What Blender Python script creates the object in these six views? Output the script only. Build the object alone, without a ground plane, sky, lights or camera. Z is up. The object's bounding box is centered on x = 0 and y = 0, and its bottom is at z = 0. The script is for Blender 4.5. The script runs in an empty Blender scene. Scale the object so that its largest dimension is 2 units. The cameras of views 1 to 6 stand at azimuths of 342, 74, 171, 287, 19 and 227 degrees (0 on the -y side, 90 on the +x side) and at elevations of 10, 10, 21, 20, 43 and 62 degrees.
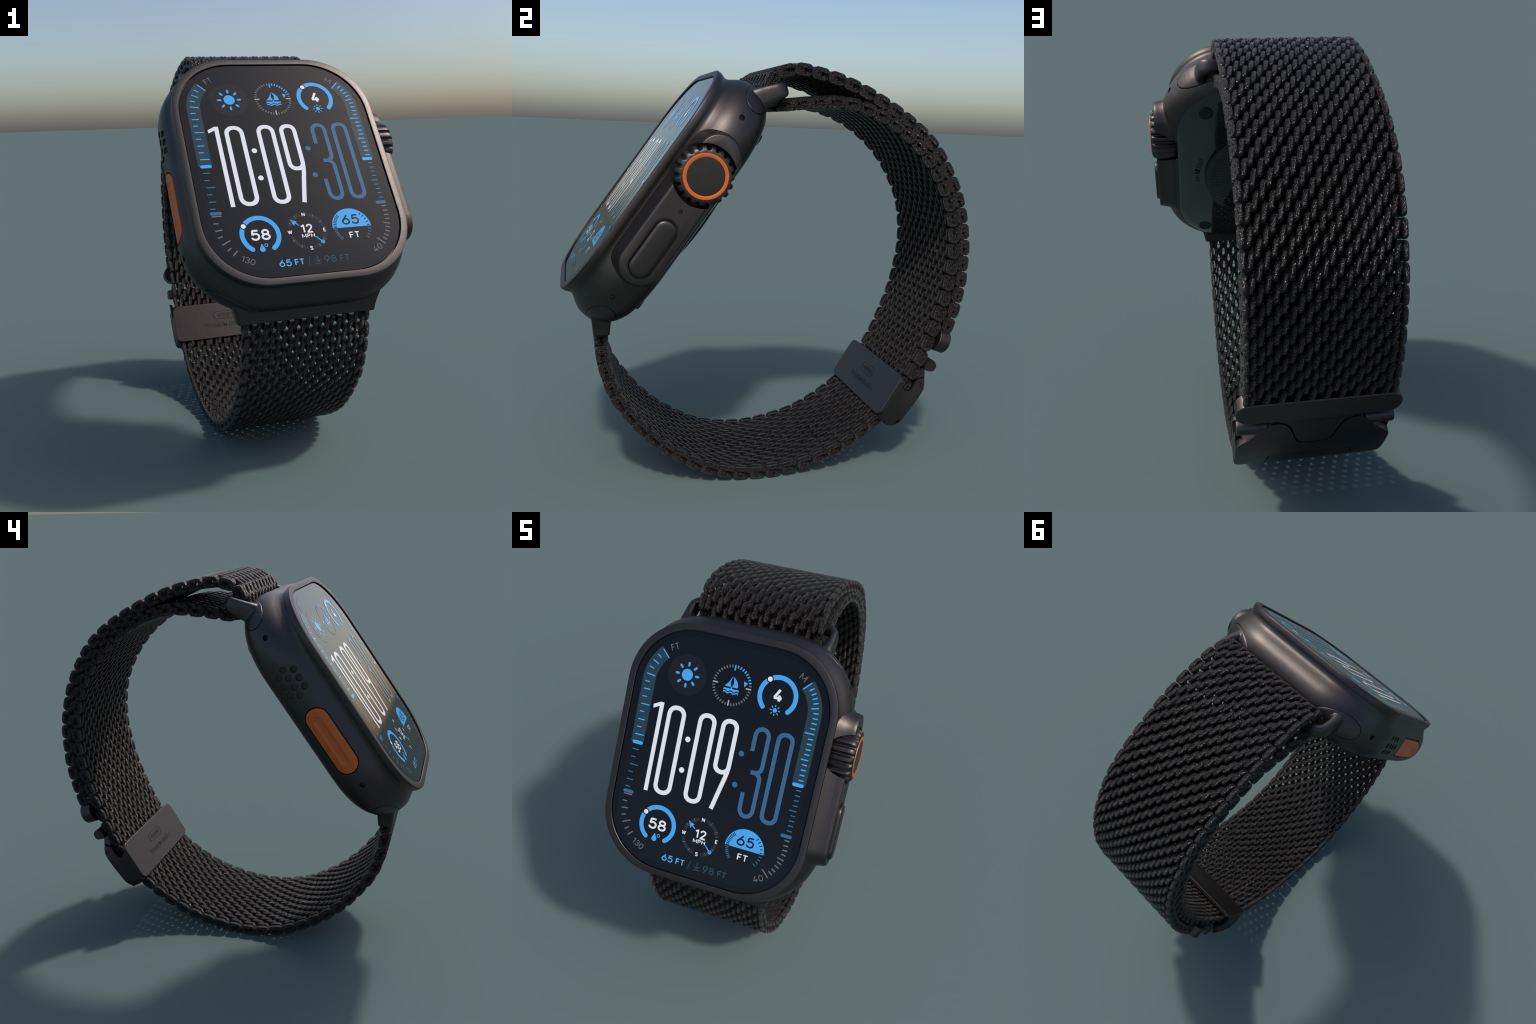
import bpy, bmesh, math, random
from mathutils import Matrix, Vector

random.seed(7)
rnd = random.Random(11)
SC = bpy.context.scene
COL = SC.collection

# ------------------------------------------------------------------ frames
TILT = math.radians(35.0)
XC, VC, NC = -0.030, 0.8215, 1.3676
AX_V = Vector((0, math.sin(TILT), math.cos(TILT)))
AX_N = Vector((0, -math.cos(TILT), math.sin(TILT)))
ORI = Vector((XC, 0, 0)) + AX_V * VC + AX_N * NC
M_WATCH = Matrix(((1, AX_V.x, AX_N.x, ORI.x), (0, AX_V.y, AX_N.y, ORI.y), (0, AX_V.z, AX_N.z, ORI.z), (0, 0, 0, 1)))

# ------------------------------------------------------------------ materials
def new_mat(name):
    m = bpy.data.materials.new(name)
    m.use_nodes = True
    nt = m.node_tree
    return m, nt, nt.nodes["Principled BSDF"]

def metal(name, col, rough, metallic=1.0, grain=0.0, grain_scale=300, var=0.12, var_scale=40, spec=0.5, dist=0.004, lo=0.3, hi=0.7, top=None, streak=None):
    m, nt, b = new_mat(name)
    tc = nt.nodes.new("ShaderNodeTexCoord")
    n1 = nt.nodes.new("ShaderNodeTexNoise"); n1.inputs["Scale"].default_value = var_scale; n1.inputs["Detail"].default_value = 6
    nt.links.new(tc.outputs["Object"], n1.inputs["Vector"])
    r = nt.nodes.new("ShaderNodeValToRGB")
    r.color_ramp.elements[0].position = lo; r.color_ramp.elements[1].position = hi
    r.color_ramp.elements[0].color = (*[c * (1 - var) for c in col], 1)
    r.color_ramp.elements[1].color = (*[c * (top or 1 + var) for c in col], 1)
    nt.links.new(n1.outputs["Fac"], r.inputs["Fac"])
    nt.links.new(r.outputs["Color"], b.inputs["Base Color"])
    b.inputs["Metallic"].default_value = metallic
    b.inputs["Roughness"].default_value = rough
    b.inputs["Specular IOR Level"].default_value = spec
    if grain > 0:
        n2 = nt.nodes.new("ShaderNodeTexNoise"); n2.inputs["Scale"].default_value = grain_scale; n2.inputs["Detail"].default_value = 3
        mp = nt.nodes.new("ShaderNodeMapping"); mp.inputs["Scale"].default_value = streak or (1, 1, 1)
        nt.links.new(tc.outputs["Object"], mp.inputs["Vector"])
        nt.links.new(mp.outputs["Vector"], n2.inputs["Vector"])
        bp = nt.nodes.new("ShaderNodeBump"); bp.inputs["Strength"].default_value = grain; bp.inputs["Distance"].default_value = dist
        nt.links.new(n2.outputs["Fac"], bp.inputs["Height"])
        nt.links.new(bp.outputs["Normal"], b.inputs["Normal"])
    return m

def glow(name, col, strength=1.0):
    m, nt, b = new_mat(name)
    b.inputs["Base Color"].default_value = (0.002, 0.002, 0.003, 1)
    b.inputs["Roughness"].default_value = 0.05
    b.inputs["Specular IOR Level"].default_value = 0.38
    b.inputs["Emission Color"].default_value = (*col, 1)
    fr = nt.nodes.new("ShaderNodeFresnel"); fr.inputs["IOR"].default_value = 1.5
    sub = nt.nodes.new("ShaderNodeMath"); sub.operation = 'SUBTRACT'; sub.inputs[0].default_value = 1.04 * strength
    nt.links.new(fr.outputs["Fac"], sub.inputs[1])
    nt.links.new(sub.outputs[0], b.inputs["Emission Strength"])
    return m

MAT_CASE = metal("black_titanium", (0.080, 0.070, 0.067), 0.43, grain=0.14, grain_scale=480, var=0.12, var_scale=300, streak=(0.06, 0.06, 1.0))
MAT_BTN = metal("button_titanium", (0.075, 0.067, 0.064), 0.38, grain=0.02, grain_scale=900, var=0.05)
MAT_STRAP = metal("mesh_titanium", (0.098, 0.086, 0.081), 0.26, grain=1.0, grain_scale=230, var=0.45, var_scale=250, dist=0.017, lo=0.52, hi=0.66, top=3.0)  # dark base with pale flecks: metal glints painted into the wire colour
MAT_ORANGE = metal("orange_anodised", (0.62, 0.130, 0.025), 0.42, metallic=0.25, var=0.03)
MAT_DARK = metal("black_recess", (0.012, 0.012, 0.013), 0.5, metallic=0.0, var=0.1)
MAT_FLOOR = metal("speaker_floor", (0.055, 0.050, 0.049), 0.5, metallic=0.8, grain=0.2, grain_scale=700, var=0.2, var_scale=300)
MAT_CERAMIC = metal("black_ceramic", (0.012, 0.012, 0.013), 0.07, metallic=0.0, var=0.02)
MAT_CERAMIC.node_tree.nodes["Principled BSDF"].inputs["Coat Weight"].default_value = 1.0
MAT_CERAMIC.node_tree.nodes["Principled BSDF"].inputs["Coat Roughness"].default_value = 0.08
MAT_SENSOR = metal("sensor_black", (0.006, 0.006, 0.007), 0.05, metallic=0.0, var=0.02)
MAT_SENSOR_GREY = metal("sensor_grey", (0.055, 0.052, 0.05), 0.3, metallic=0.6, var=0.05)
MAT_ENGRAVE = metal("engraved_marking", (0.008, 0.0075, 0.0075), 0.7, metallic=0.0, var=0.05)
MAT_GLASS = metal("display_glass", (0.002, 0.002, 0.003), 0.05, metallic=0.0, var=0.02, spec=0.38)
G_PANEL = glow("display_panel_black", (0.0012, 0.0016, 0.0024))
G_WHITE = glow("display_white", (0.70, 0.72, 0.80))
G_BLUE = glow("display_blue", (0.055, 0.340, 0.790))
G_DIMBLUE = glow("display_dim_blue", (0.036, 0.112, 0.235))
G_TICKDIM = glow("display_tick_dim_blue", (0.026, 0.125, 0.230))
G_GREY = glow("display_grey", (0.125, 0.125, 0.135))
G_DIMGREY = glow("display_dim_grey", (0.040, 0.040, 0.045))
G_LIGHTGREY = glow("display_light_grey", (0.38, 0.37, 0.37))
G_BAND = glow("display_gauge_band", (0.0150, 0.0400, 0.0580))
G_CIRCLE = glow("display_badge", (0.0070, 0.0070, 0.0085))
G_TEXTBLUE = glow("display_text_blue", (0.070, 0.400, 0.790))
G_TEXTDIM = glow("display_text_dim_blue", (0.020, 0.072, 0.108))

# ------------------------------------------------------------------ object helpers
def make_obj(name, bm, mat, parent=None, matrix=None, smooth=None):
    me = bpy.data.meshes.new(name)
    bm.normal_update()
    bm.to_mesh(me); bm.free()
    return obj_from_mesh(name, me, mat, parent, matrix, smooth)

def obj_from_mesh(name, me, mat, parent=None, matrix=None, smooth=None):
    ob = bpy.data.objects.new(name, me)
    COL.objects.link(ob)
    if mat:
        me.materials.clear(); me.materials.append(mat)
    if smooth is not None:
        me.shade_smooth()
        me.set_sharp_from_angle(angle=math.radians(smooth))
    if parent:
        ob.parent = parent
    ob.matrix_local = matrix if matrix is not None else Matrix.Identity(4)
    return ob

def bool_op(target, cutters, op='DIFFERENCE', keep=False):
    for c in cutters:
        md = target.modifiers.new("b", 'BOOLEAN')
        md.operation = op; md.solver = 'EXACT'; md.object = c
    bpy.context.view_layer.update()
    dg = bpy.context.evaluated_depsgraph_get()
    me = bpy.data.meshes.new_from_object(target.evaluated_get(dg))
    target.modifiers.clear()
    old = target.data
    target.data = me
    bpy.data.meshes.remove(old)
    if not keep:
        for c in cutters:
            d = c.data
            bpy.data.objects.remove(c); bpy.data.meshes.remove(d)

def finish(ob, mat, smooth):
    me = ob.data
    me.materials.clear(); me.materials.append(mat)
    for p in me.polygons: p.material_index = 0
    me.shade_smooth(); me.set_sharp_from_angle(angle=math.radians(smooth))

def loft(rings, cap_start=True, cap_end=True, closed=True):
    bm = bmesh.new()
    vs = [[bm.verts.new(p) for p in r] for r in rings]
    n = len(vs[0])
    for i in range(len(vs) - 1):
        for k in range(n if closed else n - 1):
            k2 = (k + 1) % n
            bm.faces.new((vs[i][k], vs[i][k2], vs[i + 1][k2], vs[i + 1][k]))
    if cap_start: bm.faces.new(list(reversed(vs[0])))
    if cap_end: bm.faces.new(vs[-1])
    bmesh.ops.recalc_face_normals(bm, faces=bm.faces[:])
    return bm

def catmull(pts, per=6, closed=False):
    pts = [Vector(p) for p in pts]
    out = []
    n = len(pts)
    rng = range(n if closed else n - 1)
    for i in rng:
        if closed:
            p0, p1, p2, p3 = pts[(i - 1) % n], pts[i], pts[(i + 1) % n], pts[(i + 2) % n]
        else:
            p1, p2 = pts[i], pts[i + 1]
            p0 = pts[i - 1] if i > 0 else p1 * 2 - p2
            p3 = pts[i + 2] if i + 2 < n else p2 * 2 - p1
        t0 = 0.0
        t1 = t0 + max((p1 - p0).length, 1e-6) ** 0.5
        t2 = t1 + max((p2 - p1).length, 1e-6) ** 0.5
        t3 = t2 + max((p3 - p2).length, 1e-6) ** 0.5
        for s in range(per):
            t = t1 + (t2 - t1) * s / per
            a1 = p0 * ((t1 - t) / (t1 - t0)) + p1 * ((t - t0) / (t1 - t0))
            a2 = p1 * ((t2 - t) / (t2 - t1)) + p2 * ((t - t1) / (t2 - t1))
            a3 = p2 * ((t3 - t) / (t3 - t2)) + p3 * ((t - t2) / (t3 - t2))
            b1 = a1 * ((t2 - t) / (t2 - t0)) + a2 * ((t - t0) / (t2 - t0))
            b2 = a2 * ((t3 - t) / (t3 - t1)) + a3 * ((t - t1) / (t3 - t1))
            out.append(b1 * ((t2 - t) / (t2 - t1)) + b2 * ((t - t1) / (t2 - t1)))
    if not closed: out.append(pts[-1].copy())
    return out

def rrect(a, b, r, k=22, st=5, e=2.05):
    """rounded rectangle outline, counter clockwise"""
    pts = []
    r = max(r, 0.002)
    for q, (sx, sy) in enumerate(((1, 1), (-1, 1), (-1, -1), (1, -1))):
        for i in range(k + 1):
            t = math.pi / 2 * i / k
            c, s = math.cos(t) ** (2 / e), math.sin(t) ** (2 / e)
            if q % 2: c, s = math.sin(t) ** (2 / e), math.cos(t) ** (2 / e)
            pts.append((sx * (a - r + r * c), sy * (b - r + r * s)))
        p0 = Vector(pts[-1])
        nx = [(-1, 1), (-1, -1), (1, -1), (1, 1)][q]
        p1 = Vector((nx[0] * (a - r), nx[1] * b)) if q in (0, 2) else Vector((nx[0] * a, nx[1] * (b - r)))
        for j in range(1, st):
            p = p0.lerp(p1, j / st); pts.append((p.x, p.y))
    return pts

def stadium(c0, c1, r, k=14):
    """outline of a capsule between two 2d centres"""
    c0, c1 = Vector(c0), Vector(c1)
    d = (c1 - c0).normalized() if (c1 - c0).length > 1e-9 else Vector((1, 0))
    ang = math.atan2(d.y, d.x)
    pts = []
    for i in range(k + 1):
        t = ang - math.pi / 2 + math.pi * i / k
        pts.append((c1.x + r * math.cos(t), c1.y + r * math.sin(t)))
    for i in range(k + 1):
        t = ang + math.pi / 2 + math.pi * i / k
        pts.append((c0.x + r * math.cos(t), c0.y + r * math.sin(t)))
    return pts

def cyl_x(V, N, r, x0, x1, seg=32):
    return loft([[(x, V + r * math.cos(2 * math.pi * i / seg), N + r * math.sin(2 * math.pi * i / seg)) for i in range(seg)] for x in (x0, x1)])

# ------------------------------------------------------------------ root
root = bpy.data.objects.new("smart_watch", None)
COL.objects.link(root)
root.empty_display_size = 0.2
root["label"] = "black titanium smart watch with woven metal mesh strap"
root["category"] = "smart watch"

# ------------------------------------------------------------------ case
CA, CB, CR = 0.502, 0.5975, 0.303
def outline(d):
    return rrect(CA + d, CB + d + 0.006 * min(1.0, max(0.0, d) / 0.035), CR + max(0.0, d) * 1.3 + min(0.0, d) * 0.6)

prof = [(0.000, 0.001), (0.0005, -0.012), (-0.001, -0.022), (-0.0055, -0.034), (-0.0055, -0.050), (0.004, -0.068),
        (0.018, -0.088), (0.030, -0.110), (0.038, -0.135), (0.0415, -0.163), (0.0395, -0.195), (0.029, -0.228),
        (0.011, -0.255), (-0.009, -0.275), (-0.024, -0.287)]
dense = catmull([(p[0], p[1], 0) for p in prof], 3)
def case_rings(extra=0.0):
    rings = []
    for d, N in ((-0.031, -0.008), (-0.031, 0.0045), (-0.0295, 0.006), (-0.004, 0.006), (-0.0012, 0.0048)):
        rings.append([(x, y, N) for x, y in outline(d + (extra if d > -0.02 else 0))])
    for p in dense:
        rings.append([(x, y, p.y) for x, y in outline(p.x + extra)])
    for d, N in ((-0.027, -0.2865), (-0.029, -0.282), (-0.06, -0.282)):
        rings.append([(x, y, N) for x, y in outline(d)])
    return rings

case = make_obj("case", loft(case_rings()), None, root, M_WATCH)
solid_src = make_obj("tmp", loft(case_rings(0.0020)), None, root, M_WATCH)

# crown guard: raised flat capsule along the side wall
NM = -0.163
gr = []
for off, x in ((0.080, 0.40), (0.048, 0.460), (0.028, 0.500), (0.016, 0.525), (0.008, 0.546), (0.004, 0.566), (0.0015, 0.5785), (-0.001, 0.582), (-0.0045, 0.5835)):
    gr.append([(x, v, n) for v, n in stadium((-0.275, NM), (0.268, NM), 0.088 + off, 20)])
guard = make_obj("tmp", loft(gr), None, root, M_WATCH)
clip = make_obj("tmp", loft([[(x, y, N) for x, y in rrect(0.9, 0.9, 0.1)] for N in (-0.044, -0.277)]), None, root, M_WATCH)
bool_op(guard, [clip], 'INTERSECT')
bool_op(case, [guard], 'UNION')

cuts = []
CRV = 0.168
cuts.append(make_obj("tmp", cyl_x(CRV, NM, 0.1345, 0.468, 0.70, 64), None, root, M_WATCH))
cuts.append(make_obj("tmp", loft([[(x, v, n) for v, n in stadium((-0.282, NM), (-0.110, NM), 0.0555)] for x in (0.56, 0.70)]), None, root, M_WATCH))
# sound and pressure holes
for V, r in ((-0.009, 0.0095),):
    cuts.append(make_obj("tmp", cyl_x(V, NM - 0.003, r, 0.568, 0.70, 24), None, root, M_WATCH))
for V, x0, x1 in ((0.460, 0.475, 0.70), (-0.462, 0.475, 0.70), (0.457, -0.70, -0.475), (-0.365, -0.70, -0.515)):
    cuts.append(make_obj("tmp", cyl_x(V, NM + 0.003, 0.0135, x0, x1, 24), None, root, M_WATCH))
SP = [(0.290, -0.164), (0.268, -0.1215), (0.268, -0.205), (0.244, -0.164), (0.221, -0.1215), (0.221, -0.205), (0.197, -0.164), (0.174, -0.1215), (0.174, -0.205), (0.151, -0.164)]
for V, N in SP:
    cuts.append(make_obj("tmp", cyl_x(V, N, 0.0165, -0.70, -0.528, 24), None, root, M_WATCH))
cuts.append(make_obj("tmp", loft([[(x, v, n) for v, n in stadium((-0.2315, NM), (0.0115, NM), 0.0605)] for x in (-0.70, -0.500)]), None, root, M_WATCH))
# grooves that hold the strap lugs
LV, LN, LR = 0.578, -0.190, 0.0625
for s in (1, -1):
    cuts.append(make_obj("tmp", cyl_x(s * LV, LN, LR, -0.62, 0.62, 48), None, root, M_WATCH))
bool_op(case, cuts)
finish(case, MAT_CASE, 32)

# dark floors of the holes
def disc_x(V, N, r, x, seg=24):
    bm = bmesh.new()
    bm.faces.new([bm.verts.new((x, V + r * math.cos(2 * math.pi * i / seg), N + r * math.sin(2 * math.pi * i / seg))) for i in range(seg)])
    return bm
for i, (V, N) in enumerate(SP):
    make_obj("speaker_mesh", cyl_x(V, N, 0.0162, -0.5375 + 0.0075 * (abs(N - NM) > 0.02), -0.515, 24), MAT_FLOOR, case, None, 30)
for V, xs in ((0.460, 0.474), (-0.462, 0.474), (0.457, -0.474), (-0.365, -0.516)):
    make_obj("microphone_mesh", cyl_x(V, NM + 0.003, 0.0133, xs - 0.004, xs + 0.004, 24), MAT_DARK, case, None, 30)

# ------------------------------------------------------------------ action button
act = make_obj("action_button", loft([[(x, v, n) for v, n in stadium((-0.2315, NM), (0.0115, NM), 0.0545, 20)] for x in (-0.70, -0.505)]), None, root, M_WATCH)
inter = make_obj("tmp", loft(case_rings(0.0015)), None, root, M_WATCH)
bool_op(act, [inter], 'INTERSECT')
groove = []
for off, x in ((0.030, -0.60), (0.0265, -0.5475), (0.0245, -0.5445), (0.019, -0.5415), (0.012, -0.5395), (0.006, -0.5385)):
    groove.append([(x, v, n) for v, n in stadium((-0.222, NM), (0.002, NM), off, 16)])
bool_op(act, [make_obj("tmp", loft(groove), None, root, M_WATCH)])
finish(act, MAT_ORANGE, 28)

# ------------------------------------------------------------------ side button
br = []
for off, x in ((0, 0.55), (0, 0.588), (-0.0012, 0.5925), (-0.004, 0.5965), (-0.009, 0.5988), (-0.018, 0.5997), (-0.035, 0.600)):
    br.append([(x, v, n) for v, n in stadium((-0.282, NM), (-0.110, NM), 0.0475 + off, 20)])
side_btn = make_obj("side_button", loft(br), MAT_BTN, root, M_WATCH, 40)
# dark gasket round the button
make_obj("button_gasket", loft([[(x, v, n) for v, n in stadium((-0.282, NM), (-0.110, NM), r, 20)] for x, r in ((0.561, 0.0553), (0.5775, 0.0553), (0.5775, 0.049), (0.57, 0.047))]), MAT_DARK, side_btn, None, 30)

# ------------------------------------------------------------------ crown
def crown_ring(x, R, dep, teeth=19, per=14):
    out = []
    for i in range(teeth * per):
        f = (i % per) / per
        w = max(0.0, 1 - ((f - 0.5) / 0.25) ** 2) ** 0.7 if abs(f - 0.5) < 0.25 else 0.06 * max(0.0, (0.42 - abs(f - 0.5)) / 0.17) - 0.0
        t = 2 * math.pi * i / (teeth * per)
        r = R - dep * w
        out.append((x, CRV + r * math.cos(t), NM + r * math.sin(t)))
    return out
cr = [crown_ring(x, R, d) for x, R, d in ((0.472, 0.106, 0.004), (0.480, 0.116, 0.010), (0.492, 0.121, 0.013), (0.52, 0.1245, 0.0145), (0.565, 0.1255, 0.0145), (0.580, 0.1245, 0.014), (0.590, 0.1215, 0.0125),
                                          (0.597, 0.1165, 0.009), (0.6015, 0.1105, 0.004), (0.604, 0.104, 0.0), (0.6045, 0.0955, 0.0))]
crown = make_obj("crown", loft(cr), MAT_CASE, root, M_WATCH, 45)
def ring_solid(prof_rx, seg=96):
    rings = [[(x, CRV + r * math.cos(2 * math.pi * i / seg), NM + r * math.sin(2 * math.pi * i / seg)) for i in range(seg)] for r, x in prof_rx]
    return rings
rp = [(0.0955, 0.600), (0.0955, 0.6055), (0.0945, 0.6068), (0.0925, 0.6072), (0.081, 0.6066), (0.0795, 0.606), (0.0795, 0.600)]
make_obj("crown_ring", loft(ring_solid(rp), False, False), MAT_ORANGE, crown, None, 40)
make_obj("crown_cap", loft(ring_solid([(0.0794, 0.600), (0.0794, 0.6052), (0.0785, 0.6060), (0.04, 0.6066), (0.001, 0.6067)])), MAT_BTN, crown, None, 40)

# ------------------------------------------------------------------ back crystal
bp = [(-0.0255, -0.2805), (-0.0255, -0.2862), (-0.029, -0.2895), (-0.045, -0.2965), (-0.075, -0.3035), (-0.12, -0.3095), (-0.19, -0.3155), (-0.27, -0.3195)]
rings = [[(x, y, N) for x, y in outline(d)] for d, N in bp]
base = rings[-1]
for f, N in ((0.75, -0.3205), (0.5, -0.3205), (0.25, -0.3205), (0.01, -0.3205)):
    rings.append([(x * f, y * f, N) for x, y, _ in base])
crystal = make_obj("back_crystal", loft(rings), MAT_CERAMIC, root, M_WATCH, 30)
def back_z(r):   # depth of the crystal near its middle
    return -0.3190
# sensor lens: dark dome ring with facets
bm = bmesh.new()
seg = 72
def polar(r, t, lift): return (r * math.cos(t), r * math.sin(t), back_z(r) - lift)
rs = [0.345, 0.343, 0.33, 0.30, 0.25, 0.2, 0.12, 0.01]
lf = [0.0, 0.0130, 0.0170, 0.0225, 0.0325, 0.0410, 0.0520, 0.0575]
vs = [[bm.verts.new(polar(r, 2 * math.pi * i / seg, l)) for i in range(seg)] for r, l in zip(rs, lf)]
for i in range(len(vs) - 1):
    for k in range(seg):
        bm.faces.new((vs[i][k], vs[i][(k + 1) % seg], vs[i + 1][(k + 1) % seg], vs[i + 1][k]))
bm.faces.new(vs[-1])
bmesh.ops.recalc_face_normals(bm, faces=bm.faces[:])
lens = make_obj("sensor_lens", bm, MAT_SENSOR, crystal, None, 30)
def lens_z(r):
    for i in range(len(rs) - 1):
        if rs[i] >= r >= rs[i + 1]:
            f = (rs[i] - r) / (rs[i] - rs[i + 1]); l = lf[i] + (lf[i + 1] - lf[i]) * f
            return back_z(r) - l
    return back_z(r)
bm = bmesh.new()
def tri_facets(r0, r1, n, phase, flip, w=0.42):
    for i in range(n):
        t = 2 * math.pi * (i + phase) / n
        dt = math.pi / n * w * 2
        ra, rb = (r0, r1) if not flip else (r1, r0)
        p = [(ra, t - dt), (ra, t + dt), (rb, t + dt * 0.12), (rb, t - dt * 0.12)]
        bm.faces.new([bm.verts.new((r * math.cos(u), r * math.sin(u), lens_z(r) - 0.0009)) for r, u in p])
tri_facets(0.318, 0.341, 84, 0.0, False)
tri_facets(0.318, 0.334, 84, 0.5, True, 0.3)
tri_facets(0.262, 0.311, 84, 0.0, False, 0.30)
tri_facets(0.214, 0.256, 84, 0.5, False, 0.26)
ob = make_obj("sensor_facets", bm, MAT_SENSOR_GREY, crystal); ob["kind"] = "stuff"
# two oval release buttons near the lugs
for sy in (1, -1):
    st_ = [[(x, y, N) for x, y in stadium((-0.045, sy * 0.487), (0.045, sy * 0.487), r)] for r, N in ((0.020, -0.290), (0.020, -0.3105), (0.018, -0.3115), (0.010, -0.3115))]
    make_obj("release_button", loft(st_), MAT_DARK, crystal, None, 35)
# four screws
for sx in (1, -1):
    for sy in (1, -1):
        cx, cy = sx * 0.337, sy * 0.441
        rr = [[(cx + r * math.cos(2 * math.pi * i / 32), cy + r * math.sin(2 * math.pi * i / 32), z) for i in range(32)]
              for r, z in ((0.0345, -0.290), (0.0345, -0.3100), (0.0325, -0.3110), (0.0295, -0.3106), (0.0285, -0.3098), (0.012, -0.3098), (0.010, -0.307))]
        make_obj("screw", loft(rr), MAT_DARK, crystal, None, 35)

# ------------------------------------------------------------------ strap lugs
def ellipse_tube(path, nrm, seg=28, e=2.9):
    """path: list of (point, r_plane, r_normal); nrm: constant normal of the plane of the path; soft square section"""
    rings = []
    P = [p[0] for p in path]
    sp_ = lambda v: math.copysign(abs(v) ** (2 / e), v)
    for i, (p, ra, rb) in enumerate(path):
        t = (P[min(i + 1, len(P) - 1)] - P[max(i - 1, 0)]).normalized()
        side = t.cross(nrm).normalized()
        rings.append([p + side * (ra * sp_(math.cos(2 * math.pi * k / seg))) + nrm * (rb * sp_(math.sin(2 * math.pi * k / seg))) for k in range(seg)])
    return loft(rings)

def blend(ob, size=0.0034, it=5):
    """melt the union into one soft skin so that the inner corners get fillets"""
    md = ob.modifiers.new("r", 'REMESH'); md.mode = 'VOXEL'; md.voxel_size = size
    sm = ob.modifiers.new("s", 'SMOOTH'); sm.factor = 0.5; sm.iterations = it
    bpy.context.view_layer.update()
    dg = bpy.context.evaluated_depsgraph_get()
    me = bpy.data.meshes.new_from_object(ob.evaluated_get(dg))
    ob.modifiers.clear()
    old = ob.data; ob.data = me; bpy.data.meshes.remove(old)
lug = make_obj("strap_lug", cyl_x(LV, LN, LR - 0.0018, -0.62, 0.62, 48), None, root, M_WATCH)
bool_op(lug, [solid_src], 'INTERSECT', keep=True)
u_top = Vector((0, 0.835, -0.550)); n_top = Vector((0, 0.550, 0.835))
o_top = Vector((0, LV, LN))
half = [(-0.310, -0.035, 0.050, 0.050), (-0.340, 0.0, 0.040, 0.0520), (-0.350, 0.028, 0.0300, 0.0490), (-0.3535, 0.055, 0.0240, 0.0450), (-0.3545, 0.090, 0.0220, 0.041), (-0.350, 0.120, 0.0225, 0.037), (-0.330, 0.1395, 0.0235, 0.034), (-0.295, 0.1440, 0.024, 0.031), (-0.15, 0.1440, 0.024, 0.029)]
full = half + [(-x, l, a, b) for x, l, a, b in reversed(half)]
cp = catmull([(x, l, 0) for x, l, a, b in full], 4)
rr_ = catmull([(a, b, 0) for x, l, a, b in full], 4)
path = [(o_top + Vector((c.x, 0, 0)) + u_top * c.y, r.x, r.y) for c, r in zip(cp, rr_)]
bool_op(lug, [make_obj("tmp", ellipse_tube(path, n_top), None, root, M_WATCH)], 'UNION')
blend(lug); finish(lug, MAT_CASE, 60)

lug2 = make_obj("strap_lug", cyl_x(-LV, LN, LR - 0.0018, -0.62, 0.62, 48), None, root, M_WATCH)
bool_op(lug2, [solid_src], 'INTERSECT')
u_b = Vector((0, -0.805, -0.593)); n_b = Vector((0, -0.593, 0.805))
o_b = Vector((0, -LV, LN))
rings = []
for l, hx, ht in ((-0.02, 0.355, 0.045), (0.0, 0.362, 0.0455), (0.012, 0.358, 0.0445), (0.03, 0.351, 0.0430), (0.045, 0.345, 0.0415), (0.06, 0.341, 0.0400), (0.075, 0.337, 0.0385), (0.09, 0.334, 0.0372), (0.1065, 0.332, 0.0362)):
    c = o_b + u_b * l - n_b * 0.003
    rings.append([c + Vector((x, 0, 0)) + n_b * y for x, y in rrect(hx, ht, 0.012, 5, 3)])
bool_op(lug2, [make_obj("tmp", loft(rings), None, root, M_WATCH)], 'UNION')
blend(lug2); finish(lug2, MAT_CASE, 60)

# ------------------------------------------------------------------ mesh strap: interlinked flat coils
STRAP_T = 0.060           # thickness
PITCH_S = 0.0410          # coil spacing along the strap
PITCH_X = 0.0588          # one turn of a coil
# side view of the strap: radius of its middle line about a point inside the loop, by angle in degrees
SPC = (0.02, 0.99)
inner_run = [(-164.0, 0.8731), (-161, 0.8872), (-157, 0.9024), (-153, 0.9147), (-148, 0.9302), (-144, 0.9378), (-138, 0.9429), (-133, 0.9509), (-128, 0.9566), (-123, 0.963),
             (-118, 0.9658), (-113, 0.9712), (-108, 0.9743), (-103, 0.9714), (-99, 0.9687), (-94, 0.9625), (-90, 0.9561), (-85, 0.9473), (-80, 0.9391), (-75, 0.9331),
             (-70, 0.926), (-65, 0.916), (-60, 0.908), (-54, 0.9), (-45, 0.881), (-37, 0.869), (-31, 0.861), (-25, 0.855), (-20, 0.853), (-15, 0.857),
             (-10, 0.863), (-4, 0.871), (0, 0.879), (4, 0.889), (9, 0.899), (14, 0.909), (19, 0.918), (23, 0.923), (27, 0.925), (32, 0.926),
             (36, 0.927), (40, 0.927), (45, 0.926), (50, 0.922), (55, 0.918), (60, 0.911), (65, 0.902), (70, 0.891), (75, 0.874), (80, 0.852),
             (85, 0.836), (89.4, 0.824), (92.8, 0.821)]
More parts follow.
